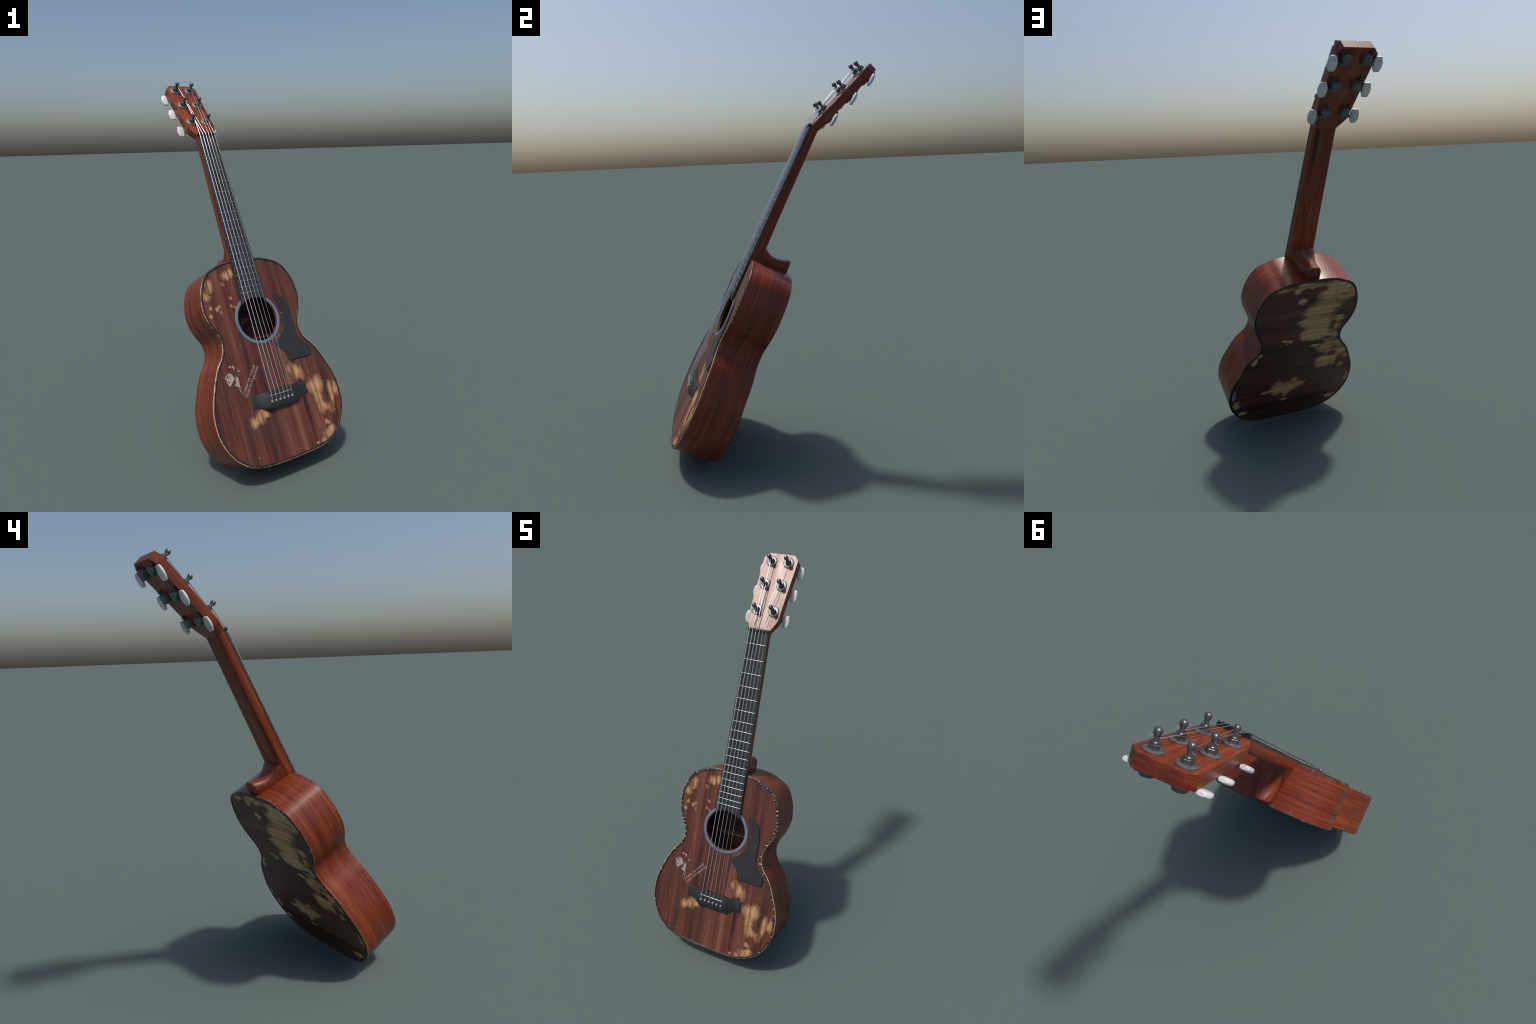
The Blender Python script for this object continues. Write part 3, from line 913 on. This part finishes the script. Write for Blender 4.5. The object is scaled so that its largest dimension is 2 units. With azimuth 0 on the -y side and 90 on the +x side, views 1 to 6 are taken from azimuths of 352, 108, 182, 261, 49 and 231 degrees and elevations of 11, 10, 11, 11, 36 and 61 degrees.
to_head = HEAD_FRAME.inverted()
head_secs = [[to_head @ p for p in end]]
for s, h, hb in ((.020, .0655, .0590), (.045, .0780, .0755), (.060, .0832, .0828), (.075, .0846, .0846), (.180, .0872, .0872), (.290, .0908, .0908), (.394, .0950, .0950), (.4215, .0694, .0694)):
    head_secs.append(head_section(s, h, hb))
bm = loft(head_secs)
bm.normal_update()
for f in bm.faces:
    if f.normal.y > .6:
        f.material_index = 1
head = mesh_object("headstock", bm, [MAT["head"], MAT["head_end"]], guitar, HEAD_FRAME, sharp=24)
modifier_bevel(head, .0011, 2, 30)
apply_modifiers(head)

# ---- fingerboard -----------------------------------------------------------
def board_top(y):
    return .0186 + (y - .10) / .97 * .0086

bm = bmesh.new()
END_R = .1135
rows = []
NXB = 16
ys = [None] + [.13 + (1.0665 - .13) * (i / 40) for i in range(41)]
for y in ys:
    row_t, row_b = [], []
    for j in range(NXB + 1):
        u = -1 + 2 * j / NXB
        if y is None:
            x = u * board_half(.09)
            yy = sqrt(END_R ** 2 - x ** 2)
        else:
            x, yy = u * board_half(y), y
        crown = .0012 * (1 - u * u)
        row_t.append(bm.verts.new((x, yy, board_top(yy) - .0010 + crown)))
        row_b.append(bm.verts.new((x, yy, .0004 if yy < .3300 else .0148 + (yy - .33) * .0040)))
    rows.append((row_t, row_b))
for (t0, b0), (t1, b1) in zip(rows, rows[1:]):
    for j in range(NXB):
        bm.faces.new((t0[j], t0[j + 1], t1[j + 1], t1[j]))
        bm.faces.new((b0[j + 1], b0[j], b1[j], b1[j + 1]))
    bm.faces.new((t0[0], t1[0], b1[0], b0[0]))
    bm.faces.new((t1[-1], t0[-1], b0[-1], b1[-1]))
for t, b in (rows[0], rows[-1]):
    for j in range(NXB):
        bm.faces.new((t[j], b[j], b[j + 1], t[j + 1]))
bmesh.ops.recalc_face_normals(bm, faces=bm.faces)
board = mesh_object("fingerboard", bm, MAT["board"], guitar, sharp=40)

FRETS = [1.0015, .9222, .8508, .7825, .7199, .6573, .5992, .5497, .4998, .4526, .4095, .3600, .3207, .2810, .2443, .2093, .1757, .1447]
for y in FRETS:
    hw = board_half(y) - .0024
    bm = bmesh.new()
    tube(bm, [(hw * (-1 + 2 * i / 10), y, board_top(y) - .0002 + .0012 * (1 - (-1 + 2 * i / 10) ** 2)) for i in range(11)], [.0014] + [.0021] * 9 + [.0014], 8)
    mesh_object("fret", bm, MAT["fret"], board, sharp=60)

dot_bm = lathe([(0, .0006), (.0050, .0006), (.0056, .0002), (.0056, -.002), (0, -.002)], 24)
dot_me = None
for x, y in ((0, .8866), (0, .6888), (0, .5755), (-.0228, .4302), (.0228, .4302), (0, .3000), (0, .2300)):
    fr = Matrix.Translation((x, y, board_top(y) + .0012 * (1 - (x / .065) ** 2) - .0009))
    if dot_me is None:
        ob = mesh_object("position_dot", dot_bm, MAT["dot"], board, fr, sharp=60)
        dot_me = ob.data
    else:
        ob = bpy.data.objects.new("position_dot", dot_me)
        bpy.context.scene.collection.objects.link(ob)
        place(ob, board, fr)

# nut with six slots' worth of teeth
bm = bmesh.new()
box(bm, -.0572, .0572, 1.0666, 1.0790, .0150, .0325)
for a, b in zip([-.0572] + [x + .0034 for x in NUT_X], [x - .0034 for x in NUT_X] + [.0572]):
    if b - a > .002:
        box(bm, a, b, 1.0672, 1.0784, .0322, .0354)
ob = mesh_object("nut", bm, MAT["nut"], guitar)
modifier_bevel(ob, .0011, 2)
apply_modifiers(ob)

# ---- tuning machines -------------------------------------------------------
# local frame: origin on the head's face at the post, z out of the face, y up the head,
# x towards the side of the head that carries the button
def washer_bm():
    return lathe([(0, .0062), (.0165, .0062), (.0262, .0052), (.0288, .0038), (.0292, .0018), (.0286, -.0004), (0, -.0004)], 40)

def post_bm():
    bm = lathe([(0, .0618), (.0042, .0611), (.0080, .0588), (.0106, .0550), (.0118, .0502), (.0112, .0454), (.0094, .0414), (.0078, .0382),
                (.0071, .0355), (.0072, .0310), (.0080, .0262), (.0100, .0254), (.0132, .0252), (.0142, .0240), (.0144, .0215), (.0136, .0200), (.0136, .0190), (0, .0190)], 32)
    # hexagon nut under the post
    hexa = [(.0168 * cos(pi / 6 + i * pi / 3), .0168 * sin(pi / 6 + i * pi / 3)) for i in range(6)]
    hex2 = [(.0146 * cos(pi / 6 + i * pi / 3), .0146 * sin(pi / 6 + i * pi / 3)) for i in range(6)]
    lo = [bm.verts.new((x, y, .0060)) for x, y in hexa]
    hi = [bm.verts.new((x, y, .0178)) for x, y in hexa]
    tp = [bm.verts.new((x, y, .0198)) for x, y in hex2]
    new = []
    for r0, r1 in ((lo, hi), (hi, tp)):
        for i in range(6):
            new.append(bm.faces.new((r0[i], r0[(i + 1) % 6], r1[(i + 1) % 6], r1[i])))
    new.append(bm.faces.new(tp))
    return bm

def housing_bm(m):
    """Gear case behind the head; m mirrors it for the other row."""
    zb = -HEAD_THICK
    bm = lathe([(0, zb + .002), (.0215, zb + .002), (.0218, zb - .019), (.0206, zb - .0222), (.0186, zb - .0228), (.0180, zb - .0222),
                (.0174, zb - .0222), (.0168, zb - .0232), (0, zb - .0234)], 40)
    box(bm, -.0175 if m > 0 else -.0205, .0205 if m > 0 else .0175, -.0252, .000, zb - .0110, zb + .001)
    # worm shaft to the button
    tube(bm, [(m * .0120, -.0205, zb - .0125), (m * .0290, -.0205, zb - .0140), (m * .0300, -.0205, zb - .0145)], [.0076, .0076, .0060], 14)
    tube(bm, [(m * .0290, -.0205, zb - .0145), (m * .0440, -.0205, zb - .0150)], .0052, 12)
    # screw ear
    cx, cy = m * .0170, .0235
    segs, rr, rt = 20, .0068, .0026
    rings = []
    for i in range(segs):
        a = 2 * pi * i / segs
        rings.append([bm.verts.new((cx + (rr + rt * cos(b)) * cos(a), cy + (rr + rt * cos(b)) * sin(a), zb - .0060 + rt * 1.6 * sin(b)))
                      for b in [2 * pi * k / 8 for k in range(8)]])
    strip(bm, rings + [rings[0]])
    bmesh.ops.recalc_face_normals(bm, faces=bm.faces)
    return bm

def button_bm():
    """Flattened barrel: wide in the middle, blunt at both ends."""
    secs = []
    for v, hx, hz in ((-.0312, .0112, .0046), (-.0298, .0136, .0062), (-.0200, .0180, .0082), (-.0090, .0212, .0095), (.0030, .0220, .0099), (.0130, .0206, .0094), (.0230, .0170, .0078), (.0298, .0140, .0060), (.0312, .0118, .0046)):
        ring = []
        for k in range(20):
            a = 2 * pi * k / 20
            c, s = cos(a), sin(a)
            ring.append(Vector((hx * math.copysign(abs(c) ** .62, c), v, hz * math.copysign(abs(s) ** .72, s))))
        secs.append(ring)
    return loft(secs)

shared = {}
def shared_part(key, make, mat, name, parent, frame, sharp):
    if key not in shared:
        ob = mesh_object(name, make(), mat, parent, frame, sharp)
        shared[key] = ob.data
        return ob
    ob = bpy.data.objects.new(name, shared[key])
    bpy.context.scene.collection.objects.link(ob)
    place(ob, parent, frame)
    return ob

POST_X = .0464
POST_S = [.1060, .2485, .3760]
posts = {}
for row, s in enumerate(POST_S):
    for m in (-1, 1):
        base = HEAD_FRAME @ Matrix.Translation((m * POST_X, s, 0))
        turn = Matrix.Rotation(rng.uniform(0, pi / 3), 4, 'Z')
        machine = shared_part(("case", m), lambda: housing_bm(m), MAT["gear"], "tuning_machine", guitar, base, 40)
        shared_part("post", post_bm, MAT["chrome"], "string_post", machine, base @ turn, 35)
        shared_part("washer", washer_bm, MAT["washer"], "washer", machine, base, 40)
        worn = row == 0
        tilt = Matrix.Translation((m * .0565, -.0195, -HEAD_THICK - .0130)) @ Matrix.Rotation(HEAD_ANGLE + rng.uniform(-.04, .04), 4, 'X')
        shared_part(("button", worn), button_bm, MAT["pearl_worn" if worn else "pearl"], "tuner_button", machine, base @ tilt, 32)
        posts[(row, m)] = base

# ---- strings ---------------------------------------------------------------
ROUTE = [(0, -1), (1, -1), (2, -1), (2, 1), (1, 1), (0, 1)]      # bass to treble
for i, (row, m) in enumerate(ROUTE):
    r = STRING_R[i]
    base = posts[(row, m)]
    inner_pt = base @ Vector((-m * .0062, -.004, .0325))
    through = base @ Vector((m * .004, .002, .0330))
    tail = base @ Vector((m * rng.uniform(.014, .021), rng.uniform(.000, .004), .0345))
    nut_pt = Vector((NUT_X[i], 1.0730, .0366))
    pts = [Vector((PIN_X[i], -.4160, .0195)), Vector((PIN_X[i], -.4130, .0225)), Vector((SADDLE_X[i], -.3925, .0262 + r)), Vector((SADDLE_X[i], -.3890, .0266 + r))]
    n = 10
    a, b = pts[-1], nut_pt
    pts += [a.lerp(b, k / n) for k in range(1, n)] + [nut_pt]
    pts += [nut_pt.lerp(inner_pt, .04), nut_pt.lerp(inner_pt, .5), inner_pt, through, tail]
    bm = bmesh.new()
    tube(bm, pts, [r] * (len(pts) - 2) + [min(r, .0016)] * 2, 10)
    mesh_object("string", bm, MAT["steel"], guitar, sharp=60)

# ---- painted marks on the soundboard ----------------------------------------
def on_board(x, y, angle, z=.0003):
    return BODY_FRAME @ Matrix.Translation((x, y, z)) @ Matrix.Rotation(angle, 4, 'Z')

ANG = math.atan2(.1245, .1053)
SCALE = .0187
lettering("painted_words", "Следи за собой", SCALE, .163, on_board(-.1945, -.3535, ANG), MAT["paint"], guitar)
lettering("painted_words", "будь осторожен", SCALE, .170, on_board(-.1805, -.3672, ANG), MAT["paint"], guitar)

def painted(name, loops, z0, z1, mat, parent=None):
    bm = bmesh.new()
    for l in loops:
        prism(l, z0, z1, bm)
    return mesh_object(name, bm, mat, parent or guitar, BODY_FRAME, sharp=None)

def fleck(x, y, a, b, ang, lobes=9):
    return [(x + (cos(ang) * a * cos(t) - sin(ang) * b * sin(t)) * k, y + (sin(ang) * a * cos(t) + cos(ang) * b * sin(t)) * k)
            for t, k in ((2 * pi * i / lobes, rng.uniform(.75, 1.15)) for i in range(lobes))]

face = [(-.2379, -.2324), (-.2491, -.2318), (-.2593, -.2386), (-.2690, -.2462), (-.2711, -.2506), (-.2649, -.2670), (-.2633, -.2774), (-.2572, -.2888),
        (-.2508, -.2918), (-.2380, -.2795), (-.2203, -.2625), (-.2194, -.2570), (-.2254, -.2498), (-.2274, -.2407)]
collar = [(-.2057, -.2553), (-.2006, -.2601), (-.1998, -.2862), (-.2067, -.3102), (-.2168, -.3005), (-.2315, -.2925), (-.2199, -.2897), (-.2155, -.2808), (-.2179, -.2731), (-.2142, -.2640)]
picture = painted("painted_face", [catmull(face, 3)], -.0002, .0005, MAT["paint"])
painted("painted_collar", [catmull(collar, 3), fleck(-.1990, -.310, .0105, .0018, 1.75), fleck(-.2040, -.325, .0125, .0026, -1.15)], -.0002, .0004, MAT["paint"])
eye = [(-.2495, -.2385), (-.2560, -.2402), (-.2618, -.2452), (-.2608, -.2502), (-.2558, -.2518), (-.2505, -.2500), (-.2440, -.2452), (-.2436, -.2438), (-.2490, -.2462), (-.2525, -.2462), (-.2522, -.2420)]
mouth = [(-.2566, -.2640), (-.2584, -.2690), (-.2556, -.2752), (-.2520, -.2772), (-.2500, -.2735), (-.2450, -.2722), (-.2470, -.2702), (-.2520, -.2712), (-.2545, -.2690)]
painted("face_shadow", [eye[::-1], mouth[::-1], fleck(-.2668, -.2590, .004, .0022, .4)], .0003, .0009, MAT["stain"], picture)
hair = [(-.2306, -.2011, .008, .004, .3), (-.2140, -.2045, .008, .006, -.3), (-.2100, -.2110, .005, .0055, 1.2), (-.2112, -.2205, .0022, .004, 0), (-.1940, -.2165, .003, .0015, -1), (-.1886, -.2318, .0068, .0040, .3),
        (-.1842, -.2275, .0018, .0045, 0), (-.1958, -.2476, .0022, .0020, 0), (-.2110, -.2505, .0050, .0022, 1.0), (-.1989, -.2078, .0018, .001, 0), (-.2660, -.2184, .0012, .002, 0),
        (-.2790, -.2421, .0012, .0040, 0), (-.2662, -.2319, .0022, .0010, 0), (-.2659, -.2597, .0012, .0010, 0), (-.2260, -.2075, .002, .001, 0)]
ob = painted("painted_hair", [fleck(*h) for h in hair], -.0002, .0004, MAT["paint"])
ob["kind"] = "stuff"
